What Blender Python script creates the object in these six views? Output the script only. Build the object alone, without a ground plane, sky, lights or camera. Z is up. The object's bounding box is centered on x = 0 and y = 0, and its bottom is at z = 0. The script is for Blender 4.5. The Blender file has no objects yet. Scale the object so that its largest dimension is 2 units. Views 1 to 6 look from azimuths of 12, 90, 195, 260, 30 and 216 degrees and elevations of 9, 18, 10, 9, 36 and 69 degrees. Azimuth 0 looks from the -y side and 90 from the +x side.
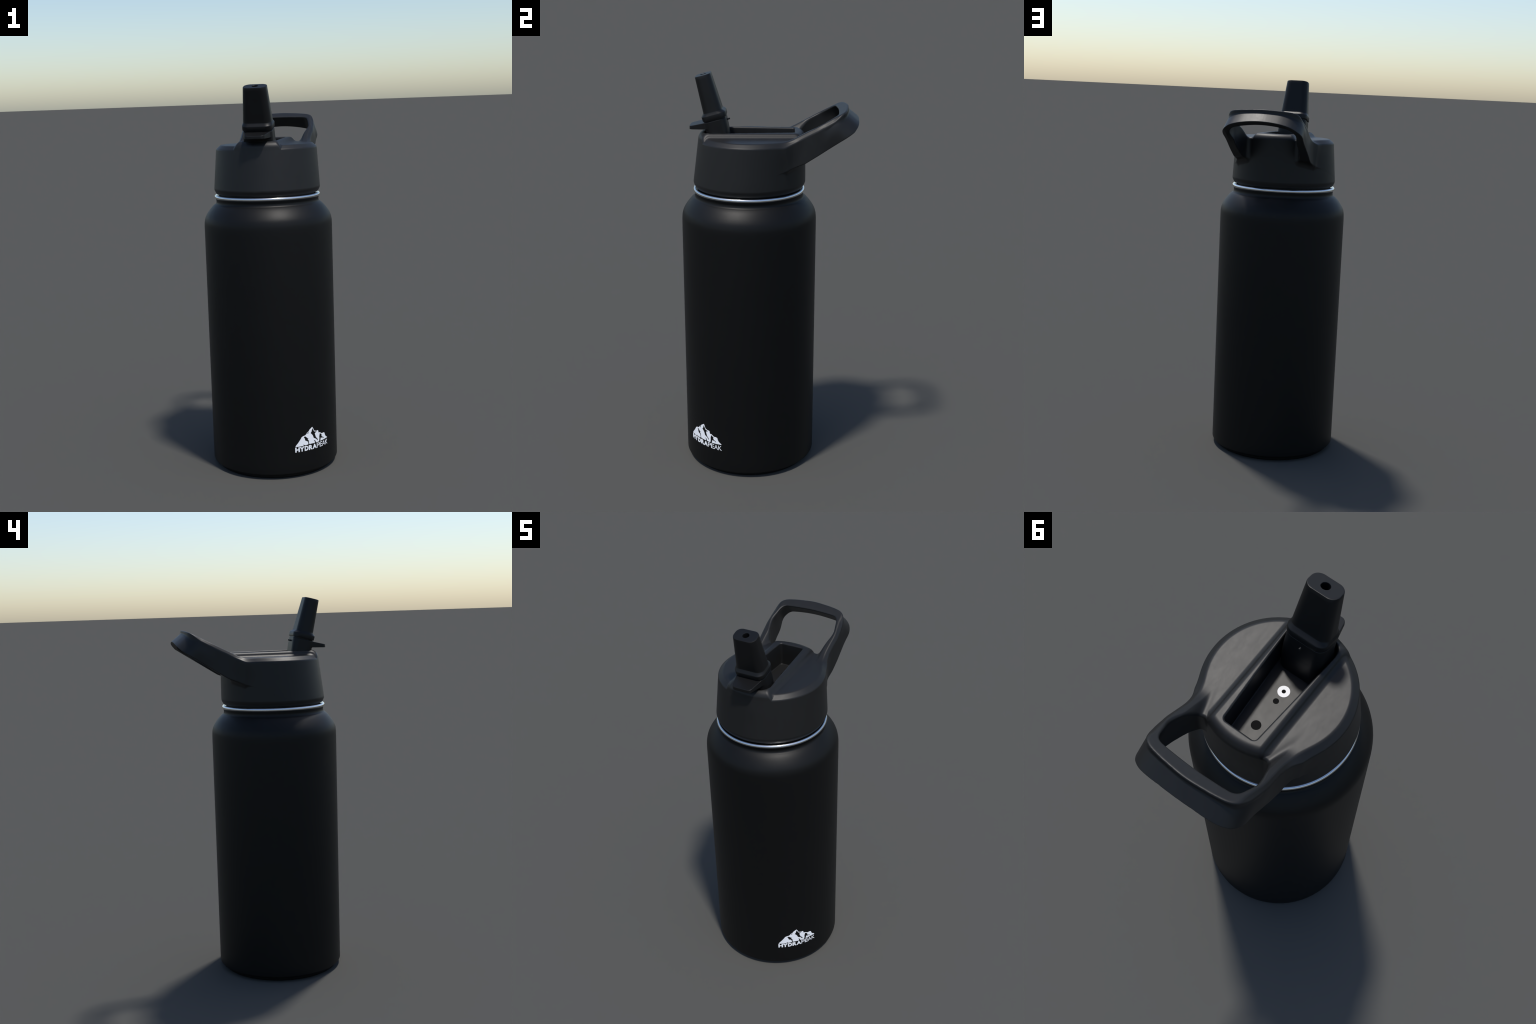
"""Insulated sports bottle: powder-coated steel body, moulded lid with a carry loop,
a flip-up straw mouthpiece and a printed mountain emblem."""
import bpy, bmesh, math
import numpy as np
from mathutils import Vector, Matrix

AX = -0.0965            # y of the bottle's axis (the loop sticks out towards +y)

# ------------------------------------------------------------------ materials
def new_mat(name, base, rough, metallic=0.0, spec=0.5):
    m = bpy.data.materials.new(name)
    m.use_nodes = True
    b = m.node_tree.nodes["Principled BSDF"]
    b.inputs["Base Color"].default_value = (*base, 1)
    b.inputs["Roughness"].default_value = rough
    b.inputs["Metallic"].default_value = metallic
    b.inputs["Specular IOR Level"].default_value = spec
    return m, m.node_tree, b

def noise(nt, scale, detail=4.0, rough=0.6, stretch=(1, 1, 1), rot=(0, 0, 0)):
    tc = nt.nodes.new("ShaderNodeTexCoord")
    mp = nt.nodes.new("ShaderNodeMapping")
    mp.inputs["Scale"].default_value = stretch
    mp.inputs["Rotation"].default_value = rot
    n = nt.nodes.new("ShaderNodeTexNoise")
    n.inputs["Scale"].default_value = scale
    n.inputs["Detail"].default_value = detail
    n.inputs["Roughness"].default_value = rough
    nt.links.new(tc.outputs["Object"], mp.inputs["Vector"])
    nt.links.new(mp.outputs["Vector"], n.inputs["Vector"])
    return n

def ramp_range(nt, src, lo, hi, a=0.3, b=0.7):
    r = nt.nodes.new("ShaderNodeMapRange")
    r.inputs["From Min"].default_value = a
    r.inputs["From Max"].default_value = b
    r.inputs["To Min"].default_value = lo
    r.inputs["To Max"].default_value = hi
    nt.links.new(src, r.inputs["Value"])
    return r.outputs["Result"]

def bump(nt, bsdf, src, strength, dist):
    bp = nt.nodes.new("ShaderNodeBump")
    bp.inputs["Strength"].default_value = strength
    bp.inputs["Distance"].default_value = dist
    nt.links.new(src, bp.inputs["Height"])
    nt.links.new(bp.outputs["Normal"], bsdf.inputs["Normal"])

def mix_col(nt, bsdf, fac, c0, c1):
    mx = nt.nodes.new("ShaderNodeMix")
    mx.data_type = 'RGBA'
    mx.inputs["A"].default_value = (*c0, 1)
    mx.inputs["B"].default_value = (*c1, 1)
    nt.links.new(fac, mx.inputs["Factor"])
    nt.links.new(mx.outputs["Result"], bsdf.inputs["Base Color"])

# powder coat: almost black, satin, with a fine pebbly grain
MAT_COAT, nt, b = new_mat("black_powder_coat", (0.0045, 0.0046, 0.0048), 0.465, spec=0.235)
n = noise(nt, 430, 2.0, 0.5)
bump(nt, b, n.outputs["Fac"], 0.20, 0.0015)
n2 = noise(nt, 420, 2.0)
mix_col(nt, b, ramp_range(nt, n2.outputs["Fac"], 0, 1), (0.0030, 0.0031, 0.0032), (0.0046, 0.0047, 0.0048))

# moulded lid plastic: charcoal, slightly glossier, with cloudy handling marks
def plastic(name, base, rough, spec):
    m, nt, b = new_mat(name, base, rough, spec=spec)
    cloud = noise(nt, 20, 7.0, 0.68, stretch=(2.0, 1, 1), rot=(0, 0, 0.7))
    nt.links.new(ramp_range(nt, cloud.outputs["Fac"], rough - 0.02, rough + 0.02), b.inputs["Roughness"])
    mix_col(nt, b, ramp_range(nt, cloud.outputs["Fac"], 0, 1),
            tuple(c * 0.92 for c in base), tuple(c * 1.08 for c in base))
    g = noise(nt, 500, 2.0)
    bump(nt, b, g.outputs["Fac"], 0.03, 0.001)
    return m
MAT_LID = plastic("lid_plastic", (0.0105, 0.0106, 0.0108), 0.465, 0.32)
MAT_STRAW = plastic("mouthpiece_plastic", (0.0060, 0.0061, 0.0064), 0.43, 0.25)  # base darkened to carry the shade on the forward-leaning, down-facing front
MAT_DOT, nt, b = new_mat("matte_dark_dot", (0.010, 0.010, 0.010), 0.9, spec=0.0)
MAT_WHITE, nt, b = new_mat("white_valve", (0.86, 0.86, 0.87), 0.6)

MAT_STEEL, nt, b = new_mat("brushed_steel", (0.72, 0.73, 0.75), 0.14, metallic=1.0)
n = noise(nt, 60, 3.0, stretch=(1, 1, 14))
nt.links.new(ramp_range(nt, n.outputs["Fac"], 0.11, 0.17), b.inputs["Roughness"])

MAT_PRINT, nt, b = new_mat("white_print", (0.66, 0.68, 0.74), 0.55, spec=0.3)
n = noise(nt, 300, 2.0)
mix_col(nt, b, ramp_range(nt, n.outputs["Fac"], 0, 1), (0.88, 0.90, 0.94), (0.94, 0.95, 0.98))

# ------------------------------------------------------------------ mesh helpers
def add_obj(name, me, mat, parent=None):
    ob = bpy.data.objects.new(name, me)
    bpy.context.scene.collection.objects.link(ob)
    if mat:
        me.materials.clear()
        me.materials.append(mat)
    if parent:
        ob.parent = parent
    return ob

def smooth(me, angle=None):
    for p in me.polygons:
        p.use_smooth = True
    if angle is not None:
        me.set_sharp_from_angle(angle=math.radians(angle))

def lathe(name, prof, mat, parent, seg=192, closed=False, angle=40, cy=AX):
    """Turn a (radius, z) profile round the bottle's axis."""
    vs, fs = [], []
    n = len(prof)
    for i in range(seg):
        a = 2 * math.pi * i / seg
        for r, z in prof:
            vs.append((r * math.cos(a), cy + r * math.sin(a), z))
    for i in range(seg):
        j = (i + 1) % seg
        for k in range(n if closed else n - 1):
            l = (k + 1) % n
            fs.append((i * n + k, j * n + k, j * n + l, i * n + l))
    me = bpy.data.meshes.new(name)
    me.from_pydata(vs, [], fs)
    bm = bmesh.new(); bm.from_mesh(me)
    bmesh.ops.remove_doubles(bm, verts=bm.verts, dist=1e-6)
    bmesh.ops.recalc_face_normals(bm, faces=bm.faces)
    bm.to_mesh(me); bm.free()
    smooth(me, angle)
    return add_obj(name, me, mat, parent)

def catmull(pts, per=8, closed=False):
    """Smooth curve through control points."""
    P = [np.array(p, float) for p in pts]
    out = []
    n = len(P)
    rng = n if closed else n - 1
    for i in range(rng):
        if closed:
            p0, p1, p2, p3 = P[(i - 1) % n], P[i], P[(i + 1) % n], P[(i + 2) % n]
        else:
            p1, p2 = P[i], P[i + 1]
            p0 = P[i - 1] if i else 2 * p1 - p2
            p3 = P[i + 2] if i + 2 < n else 2 * p2 - p1
        for t in np.arange(per) / per:
            out.append(0.5 * (2 * p1 + (p2 - p0) * t + (2 * p0 - 5 * p1 + 4 * p2 - p3) * t * t
                              + (3 * p1 - p0 - 3 * p2 + p3) * t ** 3))
    if not closed:
        out.append(P[-1])
    return np.array(out)

# ------------------------------------------------------------------ implicit modelling
def rmax(a, b, r):
    """Intersection of two solids with a rounded edge of radius r."""
    return np.minimum(np.maximum(a, b), -r) + np.hypot(np.maximum(a + r, 0), np.maximum(b + r, 0))

def rmin(a, b, r):
    """Union of two solids with a fillet of radius r."""
    return -rmax(-a, -b, r)

def soft_min(a, b, k):
    """Union with a blend whose curvature fades in gradually."""
    h = np.maximum(k - np.abs(a - b), 0) / k
    return np.minimum(a, b) - h * h * h * k / 6

def sstep(x, a, b):
    t = np.clip((x - a) / (b - a), 0, 1)
    return t * t * (3 - 2 * t)

def grad(f, P, e=8e-4):
    g = np.empty_like(P)
    for k in range(3):
        d = np.zeros(3); d[k] = e
        g[:, k] = (f(P + d) - f(P - d)) / (2 * e)
    return g

def polygonise(f, lo, hi, h):
    """Surface nets: one vertex per sign-changing cell, then pulled on to the surface."""
    ax = [np.arange(lo[k], hi[k] + h, h) for k in range(3)]
    nx, ny, nz = (len(a) for a in ax)
    V = np.empty((nx, ny, nz))
    Y, Z = np.meshgrid(ax[1], ax[2], indexing="ij")
    for i in range(0, nx, 12):
        xs = ax[0][i:i + 12]
        P = np.empty((len(xs), ny, nz, 3))
        P[..., 0] = xs[:, None, None]; P[..., 1] = Y; P[..., 2] = Z
        V[i:i + 12] = f(P.reshape(-1, 3)).reshape(len(xs), ny, nz)
    S = V < 0
    c = [S[a:nx - 1 + a, b:ny - 1 + b, d:nz - 1 + d] for a in (0, 1) for b in (0, 1) for d in (0, 1)]
    cnt = sum(x.astype(np.int8) for x in c)
    act = (cnt > 0) & (cnt < 8)
    idx = -np.ones(act.shape, np.int64)
    cells = np.argwhere(act)
    idx[act] = np.arange(len(cells))
    acc = np.zeros((len(cells), 3)); num = np.zeros(len(cells))
    corners = [(a, b, d) for a in (0, 1) for b in (0, 1) for d in (0, 1)]
    vals = np.stack([V[cells[:, 0] + a, cells[:, 1] + b, cells[:, 2] + d] for a, b, d in corners], 1)
    for p in range(8):
        for q in range(p + 1, 8):
            cp, cq = np.array(corners[p]), np.array(corners[q])
            if np.abs(cp - cq).sum() != 1:
                continue
            vp, vq = vals[:, p], vals[:, q]
            m = (vp < 0) != (vq < 0)
            t = vp[m] / (vp[m] - vq[m])
            acc[m] += cp + t[:, None] * (cq - cp)
            num[m] += 1
    P = np.array(lo) + h * (cells + acc / num[:, None])
    for _ in range(4):                                  # Newton steps on to f = 0
        g = grad(f, P)
        step = f(P)[:, None] * g / np.maximum((g * g).sum(1), 0.05)[:, None]
        ln = np.linalg.norm(step, axis=1, keepdims=True)
        P = P - step * np.minimum(1, 0.5 * h / np.maximum(ln, 1e-12))
    quads = []
    for k in range(3):
        i, j = (k + 1) % 3, (k + 2) % 3
        s0 = [slice(1, -1)] * 3
        A = np.moveaxis(S, (k, i, j), (0, 1, 2)); I = np.moveaxis(idx, (k, i, j), (0, 1, 2))
        a0, a1 = A[:-1, 1:-1, 1:-1], A[1:, 1:-1, 1:-1]
        e = np.argwhere(a0 != a1)
        x, y, z = e[:, 0], e[:, 1], e[:, 2]
        q = np.stack([I[x, y, z], I[x, y + 1, z], I[x, y + 1, z + 1], I[x, y, z + 1]], 1)
        flip = ~a0[x, y, z]
        q[flip] = q[flip][:, ::-1]
        quads.append(q)
    Q = np.concatenate(quads)
    g = grad(f, P)
    N = g / np.maximum(np.linalg.norm(g, axis=1, keepdims=True), 1e-9)
    return P, Q, N

def mesh_from(name, P, Q, N):
    """Mesh of the used vertices, shaded with the normals of the implicit surface."""
    used = np.unique(Q)
    remap = np.zeros(len(P), np.int64); remap[used] = np.arange(len(used))
    me = bpy.data.meshes.new(name)
    me.from_pydata(P[used].tolist(), [], remap[Q].tolist())
    smooth(me)
    me.normals_split_custom_set_from_vertices(N[used].tolist())
    return me

class Outline:
    """Signed distance to a closed plan outline, sampled on a fine grid."""
    def __init__(self, poly, lo, hi, h=0.0015):
        self.lo, self.h = np.array(lo), h
        xs = np.arange(lo[0], hi[0] + h, h); ys = np.arange(lo[1], hi[1] + h, h)
        X, Y = np.meshgrid(xs, ys, indexing="ij")
        D = np.full(X.shape, 1e9); inside = np.zeros(X.shape, bool)
        n = len(poly)
        for i in range(n):
            ax_, ay = poly[i]; bx, by = poly[(i + 1) % n]
            ex, ey = bx - ax_, by - ay
            L = ex * ex + ey * ey
            if L < 1e-14:
                continue
            t = np.clip(((X - ax_) * ex + (Y - ay) * ey) / L, 0, 1)
            D = np.minimum(D, np.hypot(X - ax_ - t * ex, Y - ay - t * ey))
            if by != ay:
                c = ((ay > Y) != (by > Y)) & (X < (bx - ax_) * (Y - ay) / (by - ay) + ax_)
                inside ^= c
        self.D = np.where(inside, -D, D)
    def __call__(self, x, y):
        u = np.clip((x - self.lo[0]) / self.h, 0, self.D.shape[0] - 1.001)
        v = np.clip((y - self.lo[1]) / self.h, 0, self.D.shape[1] - 1.001)
        i, j = u.astype(int), v.astype(int)
        a, b = u - i, v - j
        D = self.D
        return ((D[i, j] * (1 - a) + D[i + 1, j] * a) * (1 - b)
                + (D[i, j + 1] * (1 - a) + D[i + 1, j + 1] * a) * b)

# ================================================================== THE BOTTLE
bottle = bpy.data.objects.new("water_bottle", None)
bpy.context.scene.collection.objects.link(bottle)
bottle["label"] = "black insulated bottle with straw lid and carry loop"
bottle["category"] = "water bottle"

# ------------------------------------------------------------------ steel body
RB = 0.3337
# recessed foot ring, then the outer wall starting with a small rounded edge
prof = [(0.0, 0.014), (0.20, 0.014), (0.270, 0.012), (0.288, 0.004), (0.294, 0.0), (0.3075, 0.0),
        (0.3100, 0.0020), (0.3105, 0.0060), (0.3105, 0.0200), (0.3125, 0.0225), (0.3270, 0.0228)]
for k in range(1, 9):
    a = math.pi / 2 * k / 8
    prof.append((RB - 0.0067 + 0.0067 * math.sin(a), 0.0295 - 0.0067 * math.cos(a)))
prof += [(RB, z) for z in np.linspace(0.06, 1.24, 14)]
shoulder = [(RB, 1.262), (0.3332, 1.288), (0.3312, 1.308), (0.3254, 1.3285), (0.3150, 1.3475),
            (0.3010, 1.3665), (0.2890, 1.3800), (0.2790, 1.3890), (0.2715, 1.3945), (0.2676, 1.4005),
            (0.2664, 1.4090), (0.2674, 1.4160), (0.2684, 1.4215)]
prof += [tuple(p) for p in catmull(shoulder, 5)]
prof += [(0.2674, 1.4235), (0.2600, 1.4245)]
body = lathe("bottle_body", prof, MAT_COAT, bottle, seg=256, angle=50)

# bare steel lip: a rolled bead with the inner wall of the mouth below it
lip = []
for k in range(25):
    a = math.radians(-110 + 290 * k / 24)
    lip.append((0.2655 + 0.0100 * math.cos(a), 1.4318 + 0.0100 * math.sin(a)))
lip += [(0.2555, 1.415), (0.2545, 1.36), (0.2600, 1.36), (0.2610, 1.415)]
rim = lathe("steel_rim", lip, MAT_STEEL, bottle, seg=256, closed=True, angle=50)

# ------------------------------------------------------------------ lid
Z_DECK, Z_RIDGE, Z_FLOOR = 1.6965, 1.7210, 1.6020

# plan of the loop's outside: the sloping grip face, and the upright lip above it
root = [(0.165, -0.05), (0.184, 0.02), (0.193, 0.08), (0.195, 0.14), (0.198, 0.20)]
face_half = (root + [(0.200, 0.25), (0.197, 0.287), (0.188, 0.322), (0.173, 0.352), (0.152, 0.378),
                            (0.124, 0.396), (0.08, 0.4108), (0.0, 0.4212)])
lip_half = (root + [(0.1985, 0.25), (0.1950, 0.295), (0.1880, 0.328), (0.1750, 0.351), (0.1530, 0.3655),
                           (0.124, 0.3730), (0.08, 0.3795), (0.0, 0.3855)])
inner_half = ([(0.085, -0.10), (0.100, 0.03), (0.112, 0.09), (0.126, 0.13), (0.143, 0.165),
                      (0.157, 0.20), (0.1665, 0.245), (0.168, 0.286), (0.159, 0.318), (0.142, 0.342),
                      (0.11, 0.351), (0.0, 0.358)])
def both_sides(half):
    return catmull(half + [(-x, y) for x, y in half[-2::-1]], 6)
loop_face = Outline(both_sides(face_half), (-0.34, -0.25), (0.34, 0.60))
loop_lip = Outline(both_sides(lip_half), (-0.34, -0.25), (0.34, 0.60))
loop_inner = Outline(both_sides(inner_half), (-0.34, -0.25), (0.34, 0.60))

def lid_wall(x, y, z):
    """Distance to the tapered side of the cap; its back stays upright."""
    t = np.maximum((z - 1.470) / (1.676 - 1.470), -0.2)
    R = 0.2757 + t * (0.2615 - 0.2757)
    c = -0.0942 + t * (-0.0818 + 0.0942)
    return np.hypot(x, y - c) - R

def f_shell(P):
    """Cap and carry loop as one moulding: a common plan outline, a common top surface
    that runs level over the cap and then climbs along the loop, and the loop's underside."""
    x, y, z = np.abs(P[:, 0]), P[:, 1], P[:, 2]
    w = lid_wall(x, y, z)
    # loop in plan; towards the rear bar the section leans back by about 45 degrees
    k = sstep(y, 0.17, 0.33)
    m = sstep(y, 0.26, 0.34)
    dz = z - (1.80 * m + (1.635 + 0.56 * (y - 0.09)) * (1 - m))  # height above the strap's middle
    bend = sstep(y + k * dz, 0.30, 0.37)
    xo = x + 0.05 * (z - (1.66 + 0.5 * (y - 0.1)))              # slight draft, wider below
    df = loop_face(xo, y + 1.27 * k * dz) / np.sqrt(1 + (1.27 * k * bend) ** 2)
    dl = loop_lip(xo, y)
    do = rmin(df, dl, 0.0003 + 0.005 * sstep(y, 0.30, 0.36))
    di = -loop_inner(x, y + 1.04 * k * dz) / np.sqrt(1 + (1.04 * k * bend) ** 2)
    # underside of the loop, arched up under the rear bar
    zb = 1.562 + 0.39 * (y - 0.0857) + 0.25 * np.maximum(y - 0.175, 0)
    zb = zb + 0.036 * np.clip(1 - (x / 0.185) ** 2, 0, 1) * sstep(y, 0.26, 0.37) * (1 - 7 * np.clip(y - 0.385, 0, 0.06))
    # the arms flow into the wall: widely at the top, tightly at the underside
    plan = soft_min(w, do, 0.056 + 0.026 * sstep(z - zb, 0.0, 0.12))
    # top surface
    rise = 1.7015 + 0.5 * (y - 0.1) - Z_DECK + 0.004 * sstep(y, 0.20, 0.33)
    gap = np.maximum(0.165 - x, 0) * sstep(y, 0.27, 0.20)       # stays low between ridge and loop
    rise = rise - 1.9 * gap * gap / (gap + 0.020)
    q = 0.016
    zt = Z_DECK + 0.5 * (rise + np.sqrt(rise * rise + q * q)) - 0.5 * q * np.exp(-(rise / 0.03) ** 2) * 0.6
    slope = 0.25 * (1 + rise / np.sqrt(rise * rise + q * q))
    dt = (z - zt) / np.sqrt(1 + slope * slope)
    db = (zb - z) * 0.87
    arm = rmax(rmax(plan, db, 0.004), di, 0.004)
    r = 0.0003 + 0.022 * sstep(np.abs(plan - w), 0.0, 0.008)
    side = rmin(w, arm, r)
    # chamfer along the outer top edge, dying out at the rear bar
    cw = 0.0225 - 0.0045 * sstep(y, 0.04, 0.12) - 0.0140 * sstep(y, 0.30, 0.36)
    dc = (plan + cw) * 0.66 + dt * 0.75
    inner = sstep(di - plan, -0.008, 0.008) * sstep(y, 0.09, 0.14)
    d = rmax(side, dt, 0.0042 + 0.0065 * inner * (1 - 0.4 * sstep(y, 0.28, 0.34)))
    return rmax(d, dc, 0.0040), w

def f_lid(P):
    x, y, z = P[:, 0], P[:, 1], P[:, 2]
    ax_ = np.abs(x)
    d, w = f_shell(P)
    # raised middle ridge: sloping flanks, ends rolled down into the wall
    flank = (ax_ - 0.1165) * 0.834 + (z - 1.692) * 0.551
    core = rmax(w, z - Z_RIDGE, 0.034)
    ridge = rmax(rmax(flank, core, 0.009), 1.60 - z, 0.002)
    d = rmin(d, ridge, 0.0002 + 0.010 * sstep(-w, 0.001, 0.022))
    # chamfered lower edge, then the plug that goes into the mouth
    cone = w * 0.87 + (1.4690 - z) * 0.50 - 8 * np.maximum(z - 1.50, 0)
    d = rmax(d, cone, 0.004)
    d = rmax(d, 1.4465 - z, 0.003)
    plug = np.maximum(np.hypot(x, y - AX) - 0.246, np.maximum(1.395 - z, z - 1.50))
    return np.minimum(d, plug)

def f_pocket(P):
    x, y, z = np.abs(P[:, 0]), P[:, 1], P[:, 2]
    side = x - (0.0625 + 0.0695 * (0.126 - y))
    d = rmax(side, y - 0.127, 0.012)
    d = rmax(d, -0.3095 - y, 0.050)
    return rmax(d, Z_FLOOR - z, 0.004)

def f_cap(P):
    return rmax(f_lid(P), -f_pocket(P), 0.0075)

P, Q, N = polygonise(f_cap, (-0.2988, -0.392, 1.385), (0.2988, 0.452, 1.868), 0.0030)
cen = P[Q].mean(1)
is_loop = (lid_wall(cen[:, 0], cen[:, 1], cen[:, 2]) > 0.004) & (cen[:, 1] > 0.05)
lid = add_obj("lid", mesh_from("lid", P, Q[~is_loop], N), MAT_LID, bottle)
loop = add_obj("carry_loop", mesh_from("carry_loop", P, Q[is_loop], N), MAT_LID, lid)

# white washer and flat dark dots on the floor of the pocket
def disc(name, r0, r1, y, z0, z1, mat, seg=48):
    """Low round plate (r0 = 0) or washer, standing on the pocket floor."""
    if r0:
        pr = [(r0, z0), (r0, z1), (r1 - 0.0004, z1), (r1, z1 - 0.0004), (r1, z0)]
        return lathe(name, pr, mat, lid, seg, closed=True, angle=30, cy=y)
    pr = [(0, z1), (r1 - 0.0004, z1), (r1, z1 - 0.0004), (r1, z0)]
    return lathe(name, pr, mat, lid, seg, angle=30, cy=y)
disc("valve_washer", 0.0072, 0.0213, -0.1097, Z_FLOOR - 0.002, Z_FLOOR + 0.0014, MAT_WHITE)
disc("dark_dot", 0, 0.0078, -0.1100, Z_FLOOR - 0.002, Z_FLOOR + 0.0009, MAT_DOT)
disc("dark_dot", 0, 0.0103, -0.0666, Z_FLOOR - 0.002, Z_FLOOR + 0.0008, MAT_DOT)
disc("dark_dot", 0, 0.0173, 0.0413, Z_FLOOR - 0.002, Z_FLOOR + 0.0008, MAT_DOT)

# ------------------------------------------------------------------ flip-up straw
TILT = math.radians(15.0)
TOP = np.array([0.0, -0.3143, 1.9893])
S_AX = np.array([0.0, -math.sin(TILT), math.cos(TILT)])     # up along the mouthpiece
S_W = np.array([0.0, math.cos(TILT), math.sin(TILT)])       # towards its back

def rrect(hx, hw, r, n=10):
    """Rounded rectangle, counter-clockwise."""
    r = min(r, hx - 1e-4, hw - 1e-4)
    pts = []
    cs = ((hx - r, hw - r, 0), (-hx + r, hw - r, 90), (-hx + r, -hw + r, 180), (hx - r, -hw + r, 270))
    for i, (cx, cw, a0) in enumerate(cs):
        for k in range(n + 1):
            a = math.radians(a0 + 90 * k / n)
            pts.append((cx + r * math.cos(a), cw + r * math.sin(a)))
        if i % 2 == 0:                       # points along the flat front and back
            nx_ = cs[i + 1]
            for t in np.arange(1, 12) / 12:
                pts.append((cx + (nx_[0] - cx) * t, math.copysign(hw, cw + 1e-9 if i == 0 else -1)))
    return pts

def straw_ring(h, hx, hw, r, dw=0.0):
    o = TOP - S_AX * h + S_W * dw
    return [o + np.array([x, 0, 0]) + S_W * w for x, w in rrect(hx, hw, r)]

def loft(name, rings, mat, parent, cap_end=True, angle=32):
    n = len(rings[0])
    vs = [tuple(v) for r in rings for v in r]
    fs = []
    for i in range(len(rings) - 1):
        for k in range(n):
            l = (k + 1) % n
            fs.append((i * n + k, i * n + l, (i + 1) * n + l, (i + 1) * n + k))
    if cap_end:
        fs.append(tuple(range((len(rings) - 1) * n, len(rings) * n)))
        fs.append(tuple(range(n))[::-1])
    me = bpy.data.meshes.new(name)
    me.from_pydata(vs, [], fs)
    bm = bmesh.new(); bm.from_mesh(me)
    bmesh.ops.remove_doubles(bm, verts=bm.verts, dist=1e-6)
    bmesh.ops.recalc_face_normals(bm, faces=bm.faces)
    bm.to_mesh(me); bm.free()
    smooth(me, angle)
    return add_obj(name, me, mat, parent)

def hole_ring(h, r):
    o = TOP - S_AX * h
    N_ = len(rrect(0.05, 0.03, 0.02))
    pts = []
    for x, w in rrect(0.0595, 0.038, 0.030):
        a = math.atan2(w * 1.6, x)
        pts.append(o + np.array([r * math.cos(a), 0, 0]) + S_W * r * math.sin(a))
    return pts

rings = [hole_ring(0.060, 0.0150), hole_ring(0.0012, 0.0160), hole_ring(0.0, 0.0170), hole_ring(0.0, 0.0180),
         straw_ring(0.0, 0.0555, 0.0352, 0.029), straw_ring(0.0, 0.0568, 0.0365, 0.030), straw_ring(0.0008, 0.0584, 0.0381, 0.0305),
         straw_ring(0.0030, 0.0593, 0.0389, 0.031)]
for t in np.linspace(0.08, 1, 12):
    h = 0.003 + (0.175 - 0.003) * t
    rings.append(straw_ring(h, 0.0593 + 0.0137 * t, 0.0389 + 0.0071 * t, 0.031 + 0.002 * t))
# flared collar at the foot of the mouthpiece
rings += [straw_ring(0.1775, 0.0733, 0.0464, 0.033), straw_ring(0.1785, 0.0738, 0.0470, 0.034),
          straw_ring(0.1882, 0.0766, 0.0572, 0.035), straw_ring(0.1896, 0.0774, 0.0585, 0.035),
          straw_ring(0.1915, 0.0778, 0.0593, 0.035),
          straw_ring(0.2110, 0.0778, 0.0590, 0.035), straw_ring(0.2126, 0.0772, 0.0584, 0.034),
          straw_ring(0.2130, 0.0766, 0.0578, 0.034),
          straw_ring(0.2132, 0.0730, 0.0540, 0.033), straw_ring(0.2300, 0.0725, 0.0535, 0.033)]
spout = loft("mouthpiece", rings, MAT_STRAW, bottle, angle=24)
# the straw's bore is closed at its bottom, deep inside

def f_base(P):
    """Pivot block of the straw with its thumb tab; goes down into the pocket."""
    D = P - TOP
    x = np.abs(P[:, 0]); y, z = P[:, 1], P[:, 2]
    h = -(D @ S_AX); w = D @ S_W
    hx = 0.0752 + 0.03 * np.clip(h - 0.22, 0, 0.16)
    hw = 0.0560 + 0.025 * np.clip(h - 0.22, 0, 0.16)
    up = rmax(x - hx, np.abs(w + 0.001) - hw, 0.034)
    up = rmax(up, 0.2185 - h, 0.003)
    up = rmax(up, y + 0.1805, 0.030)
    up = np.maximum(up, 1.598 - z)
    # lower block, upright in the pocket
    lo = rmax(x - 0.0795, np.abs(y + 0.2510) - 0.0540, 0.045)
    lo = rmax(lo, z - 1.715, 0.02)
    lo = np.maximum(lo, 1.598 - z)
    d = rmin(up, lo, 0.012)
    # thumb tab: wedge that narrows and thins towards the front
    side = (x - 0.0725) * 0.975 + (-0.2750 - y) * 0.220
    plan = rmax(side, -0.3815 - y, 0.016)
    plan = np.maximum(np.maximum(plan, x - 0.0712), y + 0.255)
    s = -y - 0.3135
    zt = 1.7635 - 0.235 * s
    zb = 1.7335 - 0.030 * s
    tab = rmax(rmax(plan, (z - zt) * 0.97, 0.0018), zb - z, 0.0018)
    return rmin(d, tab, 0.004)

P, Q, N = polygonise(f_base, (-0.0925, -0.393, 1.590), (0.0925, -0.165, 1.800), 0.00225)
base = add_obj("straw_pivot", mesh_from("straw_pivot", P, Q, N), MAT_STRAW, spout)

# little stop pin at the back of the pivot
def pin(name, a, b, r, mat, parent, seg=20):
    a, b = Vector(a), Vector(b)
    q = (b - a).to_track_quat('Z', 'Y').to_matrix()
    L = (b - a).length
    vs, fs = [], []
    prof = [(r, 0), (r, L - 0.3 * r), (0.75 * r, L - 0.08 * r), (0.4 * r, L), (0.0005, L)]
    for i in range(seg):
        t = 2 * math.pi * i / seg
        for rr, zz in prof:
            vs.append(a + q @ Vector((rr * math.cos(t), rr * math.sin(t), zz)))
    n = len(prof)
    for i in range(seg):
        j = (i + 1) % seg
        for k in range(n - 1):
            fs.append((i * n + k, j * n + k, j * n + k + 1, i * n + k + 1))
    me = bpy.data.meshes.new(name)
    me.from_pydata([tuple(v) for v in vs], [], fs)
    smooth(me, 50)
    return add_obj(name, me, mat, parent)
pin("stop_pin", (0.0, -0.215, 1.7695), (0.0, -0.1872, 1.7778), 0.0041, MAT_STRAW, spout)

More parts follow.
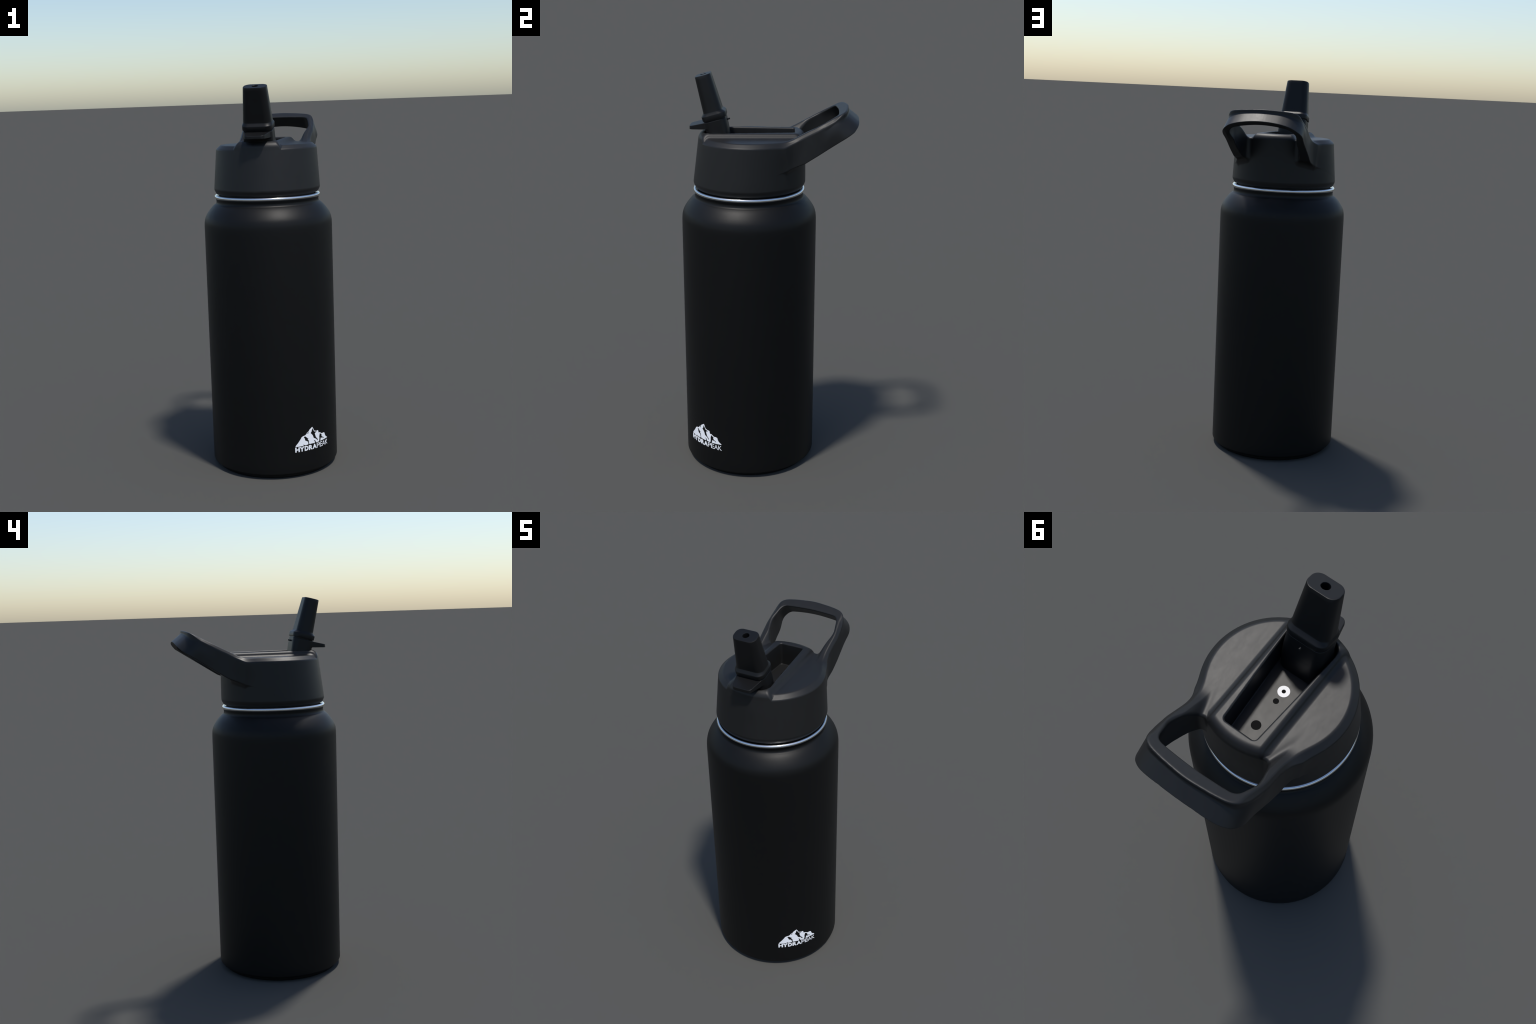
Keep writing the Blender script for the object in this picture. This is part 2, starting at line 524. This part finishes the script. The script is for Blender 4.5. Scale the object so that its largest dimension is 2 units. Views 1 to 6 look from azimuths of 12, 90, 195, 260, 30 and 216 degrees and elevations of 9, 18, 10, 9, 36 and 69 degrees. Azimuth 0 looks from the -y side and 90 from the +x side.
# ------------------------------------------------------------------ printed emblem
EM_A, EM_Z = math.radians(51.0), 0.17       # centre of the print on the wall

def prism(pts, z0, z1):
    bm = bmesh.new()
    lo = [bm.verts.new((x, y, z0)) for x, y in pts]
    hi = [bm.verts.new((x, y, z1)) for x, y in pts]
    n = len(pts)
    bm.faces.new(hi); bm.faces.new(lo[::-1])
    for i in range(n):
        j = (i + 1) % n
        bm.faces.new((lo[i], lo[j], hi[j], hi[i]))
    bmesh.ops.recalc_face_normals(bm, faces=bm.faces)
    me = bpy.data.meshes.new("prism")
    bm.to_mesh(me); bm.free()
    return me

def wrap(me, r0, r1, t0, t1):
    """Slice a flat print finely and bend it on to the bottle's wall."""
    bm = bmesh.new(); bm.from_mesh(me)
    bmesh.ops.triangulate(bm, faces=bm.faces)
    for s in np.arange(-0.16, 0.12, 0.006):
        bmesh.ops.bisect_plane(bm, geom=bm.verts[:] + bm.edges[:] + bm.faces[:], dist=1e-7,
                               plane_co=(s, 0, 0), plane_no=(1, 0, 0))
    for v in bm.verts:
        s, z, t = v.co
        R = r0 + (r1 - r0) * (t - t0) / (t1 - t0)
        a = EM_A + s / RB
        v.co = (R * math.sin(a), AX - R * math.cos(a), EM_Z + z)
    bmesh.ops.recalc_face_normals(bm, faces=bm.faces)
    bm.to_mesh(me); bm.free()
    return me

ridge_line = [(-0.1265, -0.0045), (-0.1210, 0.0045), (-0.1120, 0.0135), (-0.1010, 0.0270), (-0.0945, 0.0362),
              (-0.0900, 0.0430), (-0.0808, 0.0470), (-0.0695, 0.0492), (-0.0620, 0.0548), (-0.0592, 0.0605),
              (-0.0485, 0.0662), (-0.0430, 0.0744), (-0.0340, 0.0798), (-0.0255, 0.0852), (-0.0203, 0.0774),
              (-0.0155, 0.0660), (-0.0115, 0.0618), (0.0036, 0.0578), (0.0095, 0.0593), (0.0138, 0.0572),
              (0.0156, 0.0488), (0.0175, 0.0434), (0.0205, 0.0434), (0.0256, 0.0446), (0.0345, 0.0385),
              (0.0400, 0.0350), (0.0455, 0.0343), (0.0530, 0.0352), (0.0622, 0.0324), (0.0655, 0.0215),
              (0.0691, 0.0145), (0.0768, 0.0078), (0.0835, 0.0036), (0.0858, 0.0000), (0.0560, -0.0016),
              (0.0200, -0.0030), (-0.0120, -0.0032), (-0.0480, -0.0016), (-0.0800, -0.0048)]
clefts = [
    # left gully
    [(-0.0795, 0.0428), (-0.0695, 0.0437), (-0.0626, 0.0375), (-0.0565, 0.0325), (-0.0478, 0.0300), (-0.0556, 0.0283),
     (-0.0545, 0.0238), (-0.0496, 0.0185), (-0.0478, 0.0010), (-0.0400, -0.0060), (-0.0560, -0.0060), (-0.0522, 0.0000),
     (-0.0551, 0.0125), (-0.0605, 0.0170), (-0.0672, 0.0190), (-0.0712, 0.0237), (-0.0730, 0.0322)],
    # main gully under the summit
    [(-0.0254, 0.0797), (-0.0195, 0.0684), (-0.0135, 0.0583), (0.0052, 0.0541), (-0.0096, 0.0470), (-0.0068, 0.0376),
     (-0.0023, 0.0245), (0.0067, 0.0170), (0.0107, 0.0044), (0.0042, 0.0076), (0.0004, 0.0147), (-0.0182, 0.0253),
     (-0.0211, 0.0351), (-0.0266, 0.0440), (-0.0371, 0.0548), (-0.0312, 0.0612), (-0.0290, 0.0690)],
    # right gully
    [(0.0257, 0.0404), (0.0322, 0.0343), (0.0394, 0.0314), (0.0380, 0.0232), (0.0428, 0.0158), (0.0523, 0.0126),
     (0.0568, 0.0036), (0.0510, 0.0062), (0.0475, 0.0098), (0.0405, 0.0092), (0.0340, 0.0136), (0.0310, 0.0085),
     (0.0288, 0.0000), (0.0285, -0.0080), (0.0120, -0.0080), (0.0197, 0.0005), (0.0213, 0.0128), (0.0208, 0.0236), (0.0228, 0.0315)],
    # foot notches and the little window on the left ridge
    [(-0.0830, 0.0026), (-0.0770, -0.0003), (-0.0715, -0.0040), (-0.0700, -0.0090), (-0.0830, -0.0090), (-0.0805, -0.0045)],
    [(-0.0188, 0.0138), (-0.0085, 0.0098), (-0.0030, -0.0022), (-0.0010, -0.0080), (-0.0130, -0.0080), (-0.0115, -0.0030), (-0.0122, 0.0052)],
    [(-0.0570, 0.0596), (-0.0498, 0.0642), (-0.0500, 0.0562), (-0.0572, 0.0545)],
]
mt = bpy.data.objects.new("mountain_print", prism(ridge_line, 0, 0.003))
bpy.context.scene.collection.objects.link(mt)
cutters = []
for c in clefts:
    co = bpy.data.objects.new("cutter", prism(c, -0.01, 0.01))
    bpy.context.scene.collection.objects.link(co)
    md = mt.modifiers.new("cut", 'BOOLEAN')
    md.operation = 'DIFFERENCE'; md.solver = 'EXACT'; md.object = co
    cutters.append(co)
bpy.context.view_layer.update()
me = bpy.data.meshes.new_from_object(mt.evaluated_get(bpy.context.evaluated_depsgraph_get()))
mt.modifiers.clear()
mt.data = wrap(me, RB - 0.002, RB + 0.0009, 0, 0.003)
mt.data.materials.clear(); mt.data.materials.append(MAT_PRINT)
mt.parent = body
for co in cutters:
    bpy.data.objects.remove(co, do_unlink=True)

# lettering: five heavy capitals, then four light ones
letters = [("H", -0.1278, -0.1027, True), ("Y", -0.1034, -0.0765, True), ("D", -0.0752, -0.0520, True),
           ("R", -0.0498, -0.0255, True), ("A", -0.0262, 0.0008, True), ("P", 0.0026, 0.0214, False),
           ("E", 0.0232, 0.0428, False), ("A", 0.0426, 0.0652, False), ("K", 0.0674, 0.0868, False)]
for ch, s0, s1, heavy in letters:
    cu = bpy.data.curves.new("letter_print", 'FONT')
    cu.body = ch
    cu.extrude = 0.05
    cu.offset = 0.052 if heavy else -0.006
    cu.resolution_u = 6
    ob = bpy.data.objects.new("letter_print", cu)
    bpy.context.scene.collection.objects.link(ob)
    bpy.context.view_layer.update()
    me = bpy.data.meshes.new_from_object(ob.evaluated_get(bpy.context.evaluated_depsgraph_get()))
    bpy.data.objects.remove(ob, do_unlink=True)
    co = np.array([v.co for v in me.vertices])
    lo, hi = co.min(0), co.max(0)
    z0, z1 = -0.0336, -0.0084
    for v in me.vertices:
        v.co = (s0 + (v.co.x - lo[0]) / (hi[0] - lo[0]) * (s1 - s0),
                z0 + (v.co.y - lo[1]) / (hi[1] - lo[1]) * (z1 - z0),
                (v.co.z - lo[2]) / (hi[2] - lo[2]) * 0.003)
    add_obj("letter_print", wrap(me, RB - 0.002, RB + 0.0009, 0, 0.003), MAT_PRINT, body)
